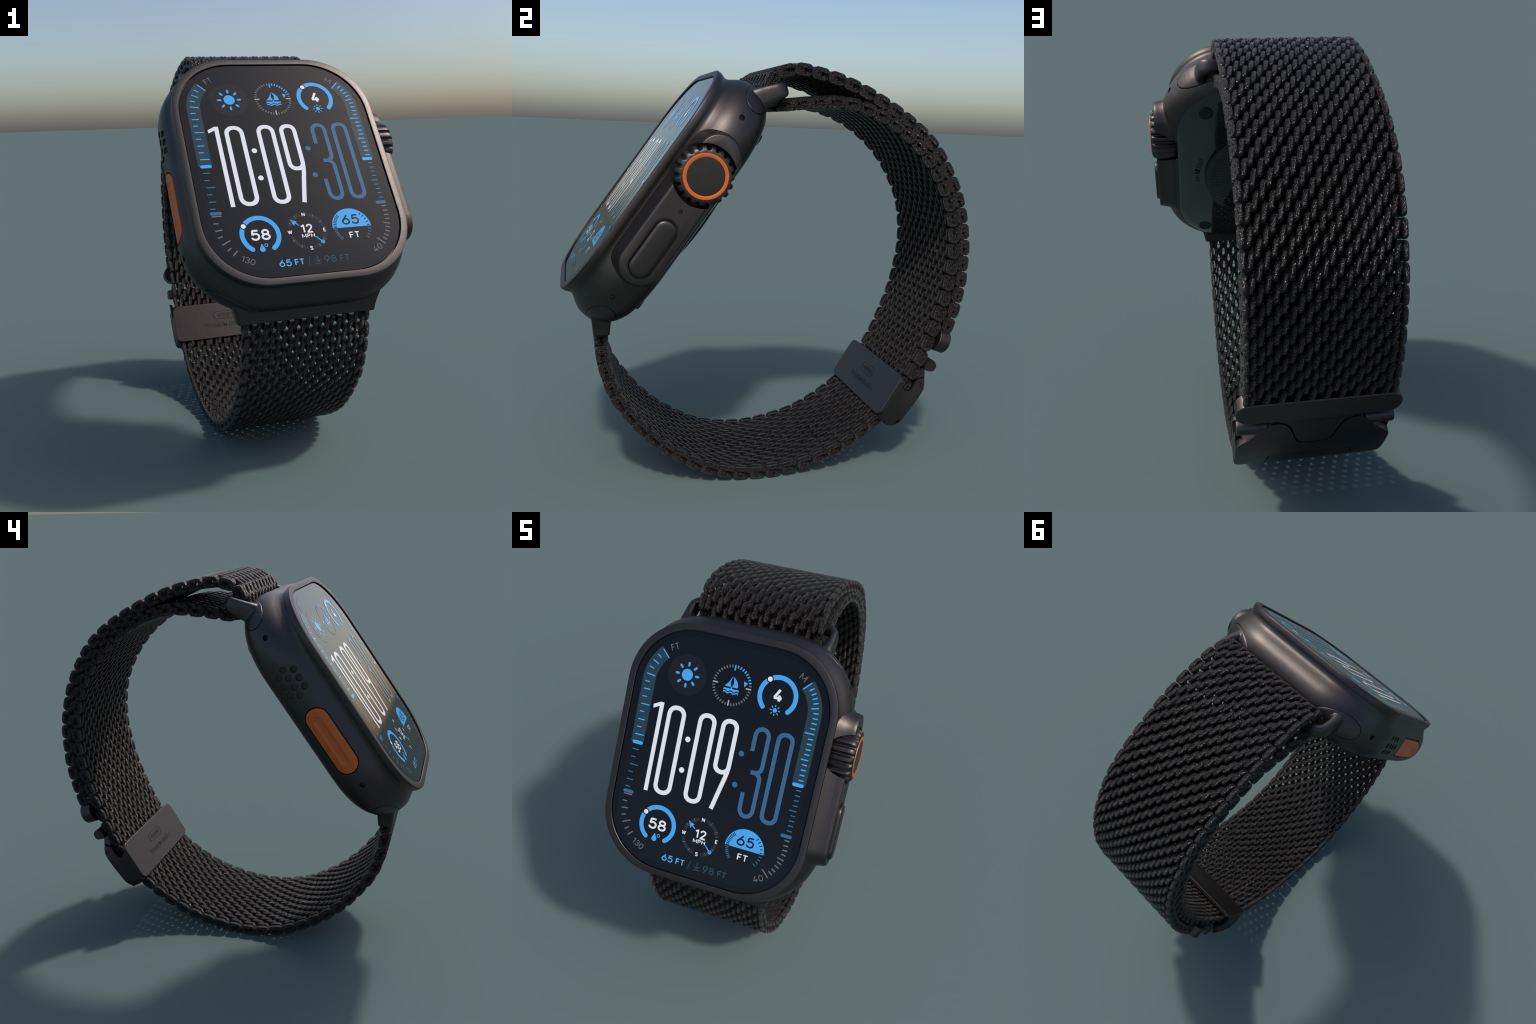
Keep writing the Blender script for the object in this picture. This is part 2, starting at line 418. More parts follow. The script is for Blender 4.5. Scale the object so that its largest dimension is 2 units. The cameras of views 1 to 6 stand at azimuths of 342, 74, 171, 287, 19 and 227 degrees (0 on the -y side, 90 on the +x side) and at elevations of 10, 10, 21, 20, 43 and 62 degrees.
outer_run = [(91.3, 0.9714), (88, 0.9806), (85, 0.9788), (82.5, 0.976), (77, 0.9726), (73, 0.9692), (68.6, 0.9669), (64, 0.9648), (59, 0.9667), (54, 0.9714),
             (49, 0.9779), (44, 0.984), (39.5, 0.9848), (35, 0.9813), (30, 0.9785), (25, 0.9756), (20, 0.9692), (16, 0.9646), (12, 0.96), (8, 0.9546),
             (3.6, 0.9463), (-1, 0.943), (-5, 0.9373), (-10, 0.9323), (-15, 0.9271), (-19, 0.9238)]
def pol(a, r): return (SPC[0] + r * math.cos(math.radians(a)), SPC[1] + r * math.sin(math.radians(a)))
path_pts = [(-0.8205, 0.80)] + [pol(*p) for p in inner_run] + [(-0.060, 1.814), (-0.080, 1.846), (-0.077, 1.900), (-0.054, 1.938)] + [pol(*p) for p in outer_run]
sp = catmull([(y, z, 0) for y, z in path_pts], 12)
acc = [0.0]
for i in range(1, len(sp)): acc.append(acc[-1] + (sp[i] - sp[i - 1]).length)
def at(s):
    lo, hi = 0, len(acc) - 1
    while hi - lo > 1:
        m = (lo + hi) // 2
        if acc[m] <= s: lo = m
        else: hi = m
    f = (s - acc[lo]) / max(acc[hi] - acc[lo], 1e-9)
    p = sp[lo].lerp(sp[hi], f)
    return p
def frame(s):
    p = at(s); q = (at(min(s + 0.012, acc[-1])) - at(max(s - 0.012, 0))).normalized()
    t = Vector((0, q.x, q.y))
    n = Vector((0, q.y, -q.x)) * -1.0     # outward normal on the first pass
    n = Vector((0, q.y, -q.x))
    r = t.cross(n)
    return Vector((XC, p.x, p.y)), r, t, n

HS, TN, RC = 0.0290, 0.0184, 0.0110    # half sizes of the coil loop (centre line) and its corner radius
WX, WN = 0.0114, 0.0109                # half width and half thickness of the wire
def coil_loop():
    """one turn as a rounded rectangle in (along, out): list of (s, n, angle, advance fraction)"""
    pts = []
    corner = 4
    cs = [(HS - RC, TN - RC, 0), (HS - RC, -(TN - RC), 90), (-(HS - RC), -(TN - RC), 180), (-(HS - RC), TN - RC, 270)]
    for cx, cn, a0 in cs:
        for k in range(corner + 1):
            a = math.radians(a0 + 90 * k / corner)
            pts.append((cx + RC * math.sin(a), cn + RC * math.cos(a), a))
    # share of the sideways advance: small on the faces, large round the ends
    wts = []
    n = len(pts)
    for i in range(n):
        p, q = pts[i], pts[(i + 1) % n]
        ds, dn = abs(q[0] - p[0]), abs(q[1] - p[1])
        wts.append(0.40 * ds + 1.0 * dn)
    tot = sum(wts); acc_ = 0; out = []
    for i in range(n):
        out.append((*pts[i], acc_ / tot)); acc_ += wts[i]
    return out
LOOP = coil_loop()
def coil_mesh(name, x0, x1, turns, close):
    sec = [(1.0, 0.05), (0.90, 0.62), (0.52, 0.97), (0.0, 1.03), (-0.52, 0.97), (-0.90, 0.62), (-1.0, 0.05), (-0.88, -0.6), (-0.45, -1.0), (0.45, -1.0), (0.88, -0.6)]
    rings = []
    n = len(LOOP)
    q = n // 4
    for i in (range(-3 * q, turns * n + 3 * q + 1) if close else range(-q, turns * n + q)):
        tn, k = divmod(i, n)
        s, o, ang, f = LOOP[k]
        x = x0 + (x1 - x0) * (tn + f - LOOP[0][3]) / turns
        if close: x = min(max(x, x0), x1)
        out = Vector((0, math.sin(ang), math.cos(ang)))
        c = Vector((x, s, o))
        rings.append([c + Vector((1, 0, 0)) * (WX * a) + out * (WN * b) for a, b in sec])
    bm = loft(rings)
    # the cut wire ends are bent into the outermost loop and fill half of it
    for sx, xe in ((-1, x0), (1, x1)) if close else ():
        res = bmesh.ops.create_uvsphere(bm, u_segments=10, v_segments=7, radius=1.0)
        for v in res["verts"]:
            v.co = Vector((xe - sx * 0.004 + v.co.x * 0.0080, sx * 0.0090 + v.co.y * 0.0135, v.co.z * 0.0135))
    me = bpy.data.meshes.new(name)
    bm.to_mesh(me); bm.free()
    me.materials.append(MAT_STRAP)
    me.shade_smooth(); me.set_sharp_from_angle(angle=math.radians(40))
    return me
ME_A = coil_mesh("mesh_coil_wide", -0.2970, 0.2970, 10, True)
ME_B = coil_mesh("mesh_coil_narrow", -0.2673, 0.2673, 9, False)

# thin cross wires that run inside the coils carry the strap as one part
bm = bmesh.new()
n_coil = int((acc[-1] - 0.03) / PITCH_S)
for j in range(n_coil):
    s = 0.045 + PITCH_S * (j + 0.5)
    if s > acc[-1]: break
    p, r, t, n = frame(s)
    ring = []
    for x in (-0.28, 0.28):
        ring.append([bm.verts.new(p + r * x + t * (0.002 * math.cos(k * math.pi / 3)) + n * (0.002 * math.sin(k * math.pi / 3))) for k in range(6)])
    for k in range(6):
        bm.faces.new((ring[0][k], ring[0][(k + 1) % 6], ring[1][(k + 1) % 6], ring[1][k]))
strap = make_obj("strap", bm, MAT_STRAP, root, None, 60)
coil_proto = None
for j in range(n_coil):
    s = 0.045 + PITCH_S * j
    if s > acc[-1] - 0.012: break
    p, r, t, n = frame(s)
    ob = bpy.data.objects.new("mesh_coil", ME_A if j % 2 == 0 else ME_B)
    COL.objects.link(ob)
    ob.parent = strap
    jit = rnd.uniform(-0.0008, 0.0008)
    ob.matrix_local = Matrix(((r.x, t.x, n.x, p.x + jit), (r.y, t.y, n.y, p.y), (r.z, t.z, n.z, p.z), (0, 0, 0, 1)))

# ------------------------------------------------------------------ clasp (own frame: x across, t along strap, n outwards)
CT = Vector((0, 0.520, 0.854)); CN = Vector((0, 0.854, -0.520)); CO = Vector((XC, 0.600, 0.398))
CX = CT.cross(CN)
M_CLASP = Matrix(((CX.x, CT.x, CN.x, CO.x), (CX.y, CT.y, CN.y, CO.y), (CX.z, CT.z, CN.z, CO.z), (0, 0, 0, 1)))
HW = 0.330
def extrude_profile_x(prof2, x0, x1, bev=0.004):
    c = Vector((sum(p[0] for p in prof2) / len(prof2), sum(p[1] for p in prof2) / len(prof2)))
    def ring(x, shrink):
        out = []
        for p in prof2:
            v = Vector(p) - c
            out.append((x, c.x + v.x * shrink, c.y + v.y * shrink))
        return out
    k = 1 - bev / 0.08
    return loft([ring(x0, k), ring(x0 + bev, 1), ring(x1 - bev, 1), ring(x1, k)])
# outer shell
def arc2(c, r, a0, a1, n=6): return [(c[0] + r * math.cos(math.radians(a0 + (a1 - a0) * i / n)), c[1] + r * math.sin(math.radians(a0 + (a1 - a0) * i / n))) for i in range(n + 1)]
shell_prof = [p.to_tuple()[:2] for p in catmull([(-0.140, 0.086, 0), (-0.146, 0.105, 0), (-0.134, 0.120, 0), (-0.112, 0.127, 0), (-0.06, 0.136, 0), (0.0, 0.1425, 0), (0.06, 0.147, 0), (0.11, 0.1470, 0), (0.16, 0.1445, 0), (0.22, 0.138, 0), (0.285, 0.128, 0)], 4)] + [(0.285, 0.112), (0.20, 0.106), (0.12, 0.092), (0.0, 0.090)]
shell = make_obj("clasp", extrude_profile_x(shell_prof, -HW, HW), None, root, M_CLASP)
# outline of the shell seen from behind: two lobes and a valley between them
def shell_outline(g=0.0):
    pts = [(-0.332, -0.06), (-0.332, 0.075), (-0.330, 0.110), (-0.313, 0.138), (-0.285, 0.165), (-0.250, 0.205), (-0.215, 0.248), (-0.180, 0.270), (-0.145, 0.268), (-0.115, 0.240), (-0.097, 0.195), (-0.083, 0.145), (-0.065, 0.115), (-0.03, 0.102)]
    right = [(-x, t) for x, t in reversed(pts)]
    return [p.to_tuple()[:2] for p in catmull([(x, t, 0) for x, t in pts + right], 5)]
top = shell_outline()
poly = top + arc2((HW - 0.085, -0.062), 0.087, 0, -90, 8) + [(0.2, -0.150), (-0.2, -0.150)] + arc2((-HW + 0.085, -0.062), 0.087, -90, -180, 8)
cut = make_obj("tmp", loft([[(x, t, n) for x, t in poly] for n in (0.05, 0.20)]), None, root, M_CLASP)
bool_op(shell, [cut], 'INTERSECT')
# release tab seams and two shallow thumb dimples
seam = []
for s in (1, -1):
    pts = [(s * 0.176, -0.022), (s * 0.182, -0.022), (s * 0.203, -0.16), (s * 0.197, -0.16)]
    seam.append(make_obj("tmp", loft([[(x, t, n) for x, t in pts] for n in (0.10, 0.20)]), None, root, M_CLASP))
    dm = [[(s * 0.167 + 0.033 * f * math.cos(2 * math.pi * k / 32), 0.195 + 0.024 * f * math.sin(2 * math.pi * k / 32), n) for k in range(32)] for f, n in ((1.0, 0.1432), (1.0, 0.18))]
    seam.append(make_obj("tmp", loft([[(x, t, n - (t - 0.195) * 0.11 - 0.0025) for x, t, n in r_] for r_ in dm]), None, root, M_CLASP))
seam.append(make_obj("tmp", loft([[(x, t, n) for x, t in [(-0.18, -0.0235), (0.18, -0.0235), (0.18, -0.0205), (-0.18, -0.0205)]] for n in (0.138, 0.20)]), None, root, M_CLASP))
bool_op(shell, seam)
finish(shell, MAT_CASE, 35)
# side walls
wall = [(-0.118, 0.016), (-0.133, 0.024), (-0.143, 0.055), (-0.146, 0.10), (-0.136, 0.1185), (-0.112, 0.1255), (-0.06, 0.134), (0.0, 0.1405), (0.06, 0.145), (0.11, 0.1435), (0.140, 0.134), (0.168, 0.1105), (0.14, 0.0835), (0.085, 0.0835), (0.066, 0.074), (0.060, 0.056), (0.068, 0.036), (0.080, 0.024), (0.09, 0.016)]
for s in (1, -1):
    x0, x1 = (HW - 0.016, HW - 0.0005) if s > 0 else (-HW + 0.0005, -HW + 0.016)
    w = make_obj("clasp_wall", loft([[(x, t, n) for t, n in wall] for x in (x0, x1)]), None, shell)
    # follow the lobed outline of the shell
    k = make_obj("tmp", loft([[(x, t, n) for x, t in poly] for n in (0.06, 0.20)]), None, root, M_CLASP)
    box = make_obj("tmp", loft([[(x, t + 0.127, n) for x, t in rrect(HW + 0.002, 0.273, 0.055, 6, 2)] for n in (-0.05, 0.112)]), None, root, M_CLASP)
    bool_op(k, [box], 'UNION')
    bool_op(w, [k], 'INTERSECT')
    finish(w, MAT_CASE, 35)
# inner plate
ir = []
for off, n in ((-0.003, 0.020), (0, 0.0185), (0, 0.002), (-0.002, 0.0)):
    ir.append([(x, t, n) for x, t in rrect(HW + 0.003 + off, 0.1175 + off, 0.036, 8, 4)])
plate = make_obj("clasp_plate", loft(ir), MAT_CASE, shell, None, 35)

def text_mesh(body, size, extrude=0.0, spacing=1.0, bold=0.0):
    cu = bpy.data.curves.new("tmp_text", 'FONT')
    cu.body = body; cu.size = size; cu.align_x = 'CENTER'; cu.align_y = 'CENTER'
    cu.extrude = extrude; cu.space_character = spacing; cu.offset = bold
    cu.resolution_u = 4
    ob = bpy.data.objects.new("tmp_text", cu)
    COL.objects.link(ob)
    bpy.context.view_layer.update()
    dg = bpy.context.evaluated_depsgraph_get()
    me = bpy.data.meshes.new_from_object(ob.evaluated_get(dg))
    bpy.data.objects.remove(ob); bpy.data.curves.remove(cu)
    xs = [v.co.x for v in me.vertices]; ys = [v.co.y for v in me.vertices]
    cx, cy = (min(xs) + max(xs)) / 2, (min(ys) + max(ys)) / 2
    for v in me.vertices: v.co.x -= cx; v.co.y -= cy
    return me, max(xs) - min(xs), max(ys) - min(ys)

def fit_text(body, w, h, bold=0.0):
    me, tw, th = text_mesh(body, 0.1, 0.0, 1.0, bold)
    for v in me.vertices: v.co.x *= w / tw; v.co.y *= h / th
    return me

def capsule_ring(cx, cy, hx, r, wid, z):
    bm = bmesh.new()
    o = stadium((cx - hx, cy), (cx + hx, cy), r); i = stadium((cx - hx, cy), (cx + hx, cy), r - wid)
    vo = [bm.verts.new((x, y, z)) for x, y in o]; vi = [bm.verts.new((x, y, z)) for x, y in i]
    n = len(vo)
    for k in range(n): bm.faces.new((vo[k], vo[(k + 1) % n], vi[(k + 1) % n], vi[k]))
    return bm

# engraved lettering on the inside of the clasp plate, read from inside the loop
M_ENG = Matrix(((-1, 0, 0, 0), (0, 1, 0, 0), (0, 0, -1, -0.0008), (0, 0, 0, 1)))
me = fit_text("49MM", 0.105, 0.029, 0.0)
obj_from_mesh("engraved_text", me, MAT_ENGRAVE, shell, Matrix.Translation((0, 0.030, 0)) @ M_ENG)
me = fit_text("TITANIUM GRADE 5", 0.290, 0.027, 0.0004)
obj_from_mesh("engraved_text", me, MAT_ENGRAVE, shell, Matrix.Translation((0, -0.036, 0)) @ M_ENG)
make_obj("engraved_frame", capsule_ring(0, 0.030, 0.050, 0.027, 0.0042, -0.0008), MAT_ENGRAVE, shell)

# hinge bar between the clasp and the strap end
hb = [p.to_tuple()[:2] for p in catmull([(0.263, 0.092, 0), (0.266, 0.120, 0), (0.256, 0.136, 0), (0.236, 0.143, 0), (0.217, 0.138, 0), (0.206, 0.116, 0), (0.206, 0.086, 0), (0.235, 0.080, 0)], 4, True)]
for s in (1, -1):
    hx = sorted((s * 0.20, s * (HW - 0.002)))
    hbar = make_obj("hinge_bar", extrude_profile_x(hb, hx[0], hx[1], 0.008), None, shell)
    k = make_obj("tmp", loft([[(x * 1.012, t + 0.004, n) for x, t in poly] for n in (0.05, 0.20)]), None, root, M_CLASP)
    bool_op(hbar, [k])
    finish(hbar, MAT_CASE, 40)

# end bar of the outer layer, with the tongue that drops between the two lobes
EC = Vector((XC, 0.8740, 0.665)); ET = Vector((0, 0.36, 0.933)).normalized(); EN = Vector((0, ET.z, -ET.y)); EX = ET.cross(EN)
M_END = Matrix(((EX.x, ET.x, EN.x, EC.x), (EX.y, ET.y, EN.y, EC.y), (EX.z, ET.z, EN.z, EC.z), (0, 0, 0, 1)))
def end_ring(off, n):
    return [(x, t, n) for x, t in stadium((-0.278 + 0.0, 0.0), (0.278, 0.0), 0.060 + off, 14)]
endbar = make_obj("strap_end_bar", loft([end_ring(-0.003, -0.027), end_ring(0, -0.024), end_ring(0, 0.033), end_ring(-0.004, 0.037)]), None, root, M_END)
tl = [(-0.175, 0.345), (-0.172, 0.300), (-0.155, 0.285), (-0.130, 0.272), (-0.108, 0.245), (-0.091, 0.195), (-0.077, 0.148), (-0.060, 0.120), (-0.03, 0.107)]
tong = [p.to_tuple()[:2] for p in catmull([(x, t, 0) for x, t in tl] + [(-x, t, 0) for x, t in reversed(tl)], 4)]
def tongue_top(t): return 0.147 - 0.022 * max(0.0, (t - 0.11) / 0.2) ** 1.5
tg = loft([[(x, t, 0.108) for x, t in tong], [(x, t, tongue_top(t) - 0.002) for x, t in tong], [(x * 0.985, 0.2 + (t - 0.2) * 0.985, tongue_top(t)) for x, t in tong]])
bool_op(endbar, [make_obj("tmp", tg, None, root, M_CLASP)], 'UNION')
finish(endbar, MAT_CASE, 35)

# ------------------------------------------------------------------ screen
scr = make_obj("screen", loft([[(x, y, N) for x, y in rrect(CA - 0.0345 - o, CB - 0.0345 - o, CR - 0.021)] for o, N in ((0, -0.006), (0, -0.0010), (0.0012, 0.0))]), MAT_GLASS, root, M_WATCH, 30)

class Flat:
    """collects flat display shapes at one height above the glass"""
    def __init__(self, z): self.bm = bmesh.new(); self.z = z
    def poly(self, pts):
        f = self.bm.faces.new([self.bm.verts.new((x, y, self.z)) for x, y in pts])
        f.normal_update()
        if f.normal.z < 0: f.normal_flip()
        return self
    def disc(self, c, r, n=40): return self.poly([(c[0] + r * math.cos(2 * math.pi * i / n), c[1] + r * math.sin(2 * math.pi * i / n)) for i in range(n)])
    def bar(self, p0, p1, w): return self.poly(stadium(p0, p1, w / 2, 6))
    def strip(self, L, R, closed=False):
        a = [self.bm.verts.new((x, y, self.z)) for x, y in L]; b = [self.bm.verts.new((x, y, self.z)) for x, y in R]
        n = len(a)
        for i in range(n if closed else n - 1):
            j = (i + 1) % n
            f = self.bm.faces.new((a[i], b[i], b[j], a[j]))
            f.normal_update()
            if f.normal.z < 0: f.normal_flip()
        return self
    def ribbon(self, pts, w, closed=False):
        P = [Vector(p) for p in pts]; n = len(P); L = []; R = []
        for i in range(n):
            a = P[(i - 1) % n] if closed or i > 0 else P[i]
            b = P[(i + 1) % n] if closed or i < n - 1 else P[i]
            d = (b - a).normalized(); q = Vector((-d.y, d.x)) * (w / 2)
            L.append(tuple(P[i] + q)); R.append(tuple(P[i] - q))
        return self.strip(L, R, closed)
    def arc(self, c, r, w, a0, a1, n=64, round_caps=True):
        pts = [(c[0] + r * math.cos(math.radians(a0 + (a1 - a0) * i / n)), c[1] + r * math.sin(math.radians(a0 + (a1 - a0) * i / n))) for i in range(n + 1)]
        self.ribbon(pts, w)
        if round_caps:
            for p, a in ((pts[0], a0 - 90 if a1 > a0 else a0 + 90), (pts[-1], a1 + 90 if a1 > a0 else a1 - 90)):
                self.poly([(p[0] + w / 2 * math.cos(math.radians(a - 90 + 180 * i / 10)), p[1] + w / 2 * math.sin(math.radians(a - 90 + 180 * i / 10))) for i in range(11)])
        return self
    def out(self, name, mat): return make_obj(name, self.bm, mat, scr)

Z0, Z1, Z2, Z3 = 0.0005, 0.0010, 0.0015, 0.0020
def el(cx, cy, rx, ry, a0, a1, n=16):
    return [(cx + rx * math.cos(math.radians(a0 + (a1 - a0) * i / n)), cy + ry * math.sin(math.radians(a0 + (a1 - a0) * i / n))) for i in range(n + 1)]
def cv(*p): return [q.to_tuple()[:2] for q in catmull([(x, y, 0) for x, y in p], 5)]
# stroke letters in a box one unit high: (width, list of centre lines)
GLYPH = {
    "0": (0.66, [el(0.33, 0.5, 0.33, 0.5, 0, 360, 36)]),
    "1": (0.36, [[(0.0, 0.80), (0.34, 1.0)], [(0.30, 1.04), (0.30, 0.0)]]),
    "2": (0.62, [cv((0.02, 0.74), (0.08, 0.90), (0.20, 0.985), (0.34, 1.0), (0.50, 0.94), (0.58, 0.80), (0.56, 0.64), (0.44, 0.46), (0.22, 0.22), (0.02, 0.0)), [(-0.02, 0.0), (0.64, 0.0)]]),
    "3": (0.62, [cv((0.03, 0.80), (0.14, 0.95), (0.30, 1.0), (0.48, 0.95), (0.57, 0.80), (0.53, 0.64), (0.40, 0.55), (0.22, 0.53)), cv((0.24, 0.53), (0.44, 0.51), (0.58, 0.40), (0.61, 0.24), (0.52, 0.07), (0.32, 0.0), (0.12, 0.05), (0.0, 0.20))]),
    "4": (0.72, [[(0.50, 1.04), (0.06, 0.26)], [(0.0, 0.24), (0.78, 0.24)], [(0.54, 0.52), (0.54, -0.04)]]),
    "5": (0.62, [[(0.60, 1.0), (0.13, 1.0)], [(0.13, 1.03), (0.07, 0.50)], cv((0.07, 0.52), (0.18, 0.62), (0.33, 0.655), (0.50, 0.60), (0.61, 0.46), (0.62, 0.30), (0.54, 0.10), (0.38, 0.01), (0.20, 0.02), (0.06, 0.11), (0.0, 0.24))]),
    "6": (0.64, [el(0.32, 0.31, 0.32, 0.31, 0, 360, 32), [(0.49, 1.04), (0.10, 0.50)], cv((0.12, 0.53), (0.04, 0.40), (0.01, 0.30))]),
    "8": (0.62, [el(0.31, 0.265, 0.31, 0.265, 0, 360, 32), el(0.31, 0.765, 0.255, 0.235, 0, 360, 32)]),
    "9": (0.64, [el(0.32, 0.69, 0.32, 0.31, 0, 360, 32), [(0.15, -0.04), (0.54, 0.50)], cv((0.52, 0.47), (0.60, 0.60), (0.63, 0.70))]),
    "F": (0.50, [[(0.0, -0.06), (0.0, 1.06)], [(0.0, 1.0), (0.52, 1.0)], [(0.0, 0.50), (0.46, 0.50)]]),
    "T": (0.66, [[(0.0, 1.0), (0.66, 1.0)], [(0.33, 1.0), (0.33, -0.06)]]),
    "M": (0.80, [[(0.0, -0.06), (0.0, 1.04)], [(0.0, 1.0), (0.40, 0.18), (0.80, 1.0)], [(0.80, 1.04), (0.80, -0.06)]]),
    "N": (0.64, [[(0.0, -0.06), (0.0, 1.04)], [(0.0, 1.0), (0.64, 0.0)], [(0.64, 1.06), (0.64, -0.04)]]),
    "P": (0.54, [[(0.0, -0.06), (0.0, 1.06)], cv((0.0, 1.0), (0.26, 1.0), (0.46, 0.93), (0.54, 0.74), (0.46, 0.54), (0.26, 0.46), (0.0, 0.46))]),
    "H": (0.64, [[(0.0, -0.06), (0.0, 1.06)], [(0.64, -0.06), (0.64, 1.06)], [(0.0, 0.52), (0.64, 0.52)]]),
    "S": (0.58, [cv((0.55, 0.80), (0.46, 0.94), (0.30, 1.0), (0.12, 0.94), (0.04, 0.78), (0.12, 0.62), (0.30, 0.53), (0.48, 0.44), (0.57, 0.27), (0.48, 0.08), (0.29, 0.0), (0.10, 0.06), (0.0, 0.22))]),
    "E": (0.50, [[(0.0, -0.06), (0.0, 1.06)], [(0.0, 1.0), (0.52, 1.0)], [(0.0, 0.51), (0.47, 0.51)], [(0.0, 0.0), (0.52, 0.0)]]),
    "W": (0.98, [[(0.0, 1.06), (0.25, 0.0)], [(0.25, -0.02), (0.49, 1.0)], [(0.49, 1.02), (0.73, 0.0)], [(0.73, -0.02), (0.98, 1.06)]]),
}
def label(name, body, x, y, w, h, mat, rot=0.0, z=Z2, sw=0.15, gap=0.30):
    """stroke lettering; w, h outer size; sw stroke width as a share of the height"""
    hh = h * (1 - sw); st = h * sw
    pos = []; cur = 0.0
    for ch in body:
        pos.append(cur); cur += GLYPH[ch][0] + gap
    total = cur - gap
    sx = (w - st) / total
    f = Flat(z); lvl = 0
    ca, sa = math.cos(math.radians(rot)), math.sin(math.radians(rot))
    for ch, p0 in zip(body, pos):
        for st_i, line in enumerate(GLYPH[ch][1]):
            f.z = z + 0.00012 * st_i
            pts = [((p0 + px - total / 2) * sx, (py - 0.5) * hh) for px, py in line]
            pts = [(x + a * ca - b * sa, y + a * sa + b * ca) for a, b in pts]
            closed = len(pts) > 8 and (Vector(pts[0]) - Vector(pts[-1])).length < 1e-6
            f.ribbon(pts[:-1] if closed else pts, st, closed)
    return f.out(name, mat)

# lit panel area, a touch lighter than the glass border
Flat(Z0).poly(rrect(0.4395, 0.535, 0.250)).out("display_panel", G_PANEL)

# time digits
SW = 0.0205
def zero(cx, hw, sw, mat):
    o = rrect(hw + sw / 2, 0.213, hw + sw / 2, 14, 3, 2.2); i = rrect(hw - sw / 2, 0.213 - sw, hw - sw / 2, 14, 3, 2.2)
    Flat(Z2).strip([(x + cx, y) for x, y in o], [(x + cx, y) for x, y in i], True).out("digit", mat)
zero(-0.2315, 0.0365, SW, G_WHITE)
zero(-0.078, 0.0345, SW, G_WHITE)
zero(0.298, 0.0325, 0.0195, G_DIMBLUE)
Flat(Z2).poly([(-0.3545, 0.194), (-0.320, 0.212), (-0.302, 0.212), (-0.302, -0.212), (-0.3222, -0.212), (-0.3222, 0.1915), (-0.352, 0.1765)]).out("digit", G_WHITE)
nine = Flat(Z2)
lo = rrect(0.0325 + SW / 2, 0.1285, 0.0325 + SW / 2, 14, 3, 2.2); li = rrect(0.0325 - SW / 2, 0.1285 - SW, 0.0325 - SW / 2, 14, 3, 2.2)
nine.strip([(x + 0.033, y + 0.0845) for x, y in lo], [(x + 0.033, y + 0.0845) for x, y in li], True)
nine.z = Z2 + 0.0003
nine.ribbon([p.to_tuple()[:2] for p in catmull([(0.0652, 0.04, 0), (0.0652, 0.01, 0), (0.0635, -0.022, 0), (0.058, -0.055, 0), (0.048, -0.098, 0), (0.0225, -0.2125, 0)], 6)], SW)
nine.out("digit", G_WHITE)
three = Flat(Z2)
w3 = 0.0195
def q_arc(c, rx, ry, a0, a1, n=14): return [(c[0] + rx * math.cos(math.radians(a0 + (a1 - a0) * i / n)), c[1] + ry * math.sin(math.radians(a0 + (a1 - a0) * i / n))) for i in range(n + 1)]
up = [(0.1575, 0.0965)] + q_arc((0.1885, 0.170), 0.031, 0.033, 180, 0, 20) + q_arc((0.1885, 0.034), 0.031, 0.032, 0, -84, 14) + [(0.171, 0.002)]
dn = [(0.1725, 0.002)] + q_arc((0.1885, -0.030), 0.0305, 0.032, 84, 0, 14) + q_arc((0.1880, -0.170), 0.031, 0.0335, 0, -180, 20) + [(0.1555, -0.0965)]
three.ribbon(up, w3); three.z = Z2 + 0.0003; three.ribbon(dn, w3)
three.out("digit", G_DIMBLUE)
for x, m in ((-0.1545, G_WHITE), (0.1105, G_DIMBLUE)):
    for y in (0.073, -0.073):
        Flat(Z2).disc((x, y), 0.0130).out("colon_dot", m)

# depth scales down both sides: the ticks follow a rounded track
def track(y):
    """point and inward direction on the outer tick track for a given height"""
    ay = abs(y); sg = 1 if y >= 0 else -1
    return ay, sg
TR = 0.210; TCX, TCY = 0.4175 - 0.210, 0.3015
def tick_line(side, ang_or_y, corner):
    if corner:
        a = math.radians(abs(ang_or_y)); sg = 1 if ang_or_y > 0 else -1
        px, py = TCX + TR * math.cos(a), sg * (TCY + TR * math.sin(a) * 1.0)
        return Vector((side * px, py)), Vector((-side * math.cos(a), -sg * math.sin(a)))
    return Vector((side * 0.4175, ang_or_y)), Vector((-side, 0))
def put_tick(side, y, ln, w, mat):
    """y is the height of the middle of the tick; beyond the straight part it rides the corner"""
    ay = abs(y); sg = 1 if y >= 0 else -1
    if ay <= TCY: p, d = tick_line(side, y, False)
    else:
        rm = TR - ln / 2 + 0.002
        a = math.degrees(math.asin(min(0.9, (ay - TCY) / rm)))
        p, d = tick_line(side, sg * a, True)
    q = p + d * ln
    Flat(Z2).bar(tuple(p + d * w / 2), tuple(q - d * w / 2), w).out("tick_mark", mat)
LNG, MED, SHT = 0.0445, 0.0345, 0.0245
left = [(0.417, SHT), (0.387, MED), (0.358, SHT), (0.324, LNG), (0.290, SHT), (0.255, MED), (0.219, SHT), (0.183, LNG), (0.147, SHT), (0.110, MED), (0.074, SHT), (0.038, LNG)]
for y, l in left: put_tick(-1, y, l, 0.0052, G_BLUE)
for y, l in ((-0.034, MED), (-0.071, SHT), (-0.108, LNG), (-0.144, SHT), (-0.181, MED), (-0.216, SHT)): put_tick(-1, y, l, 0.0055, G_TICKDIM)
for y, l in ((-0.253, LNG), (-0.288, SHT), (-0.322, MED), (-0.355, SHT), (-0.383, LNG), (-0.416, SHT), (-0.436, MED)): put_tick(-1, y, l, 0.0062, G_GREY)
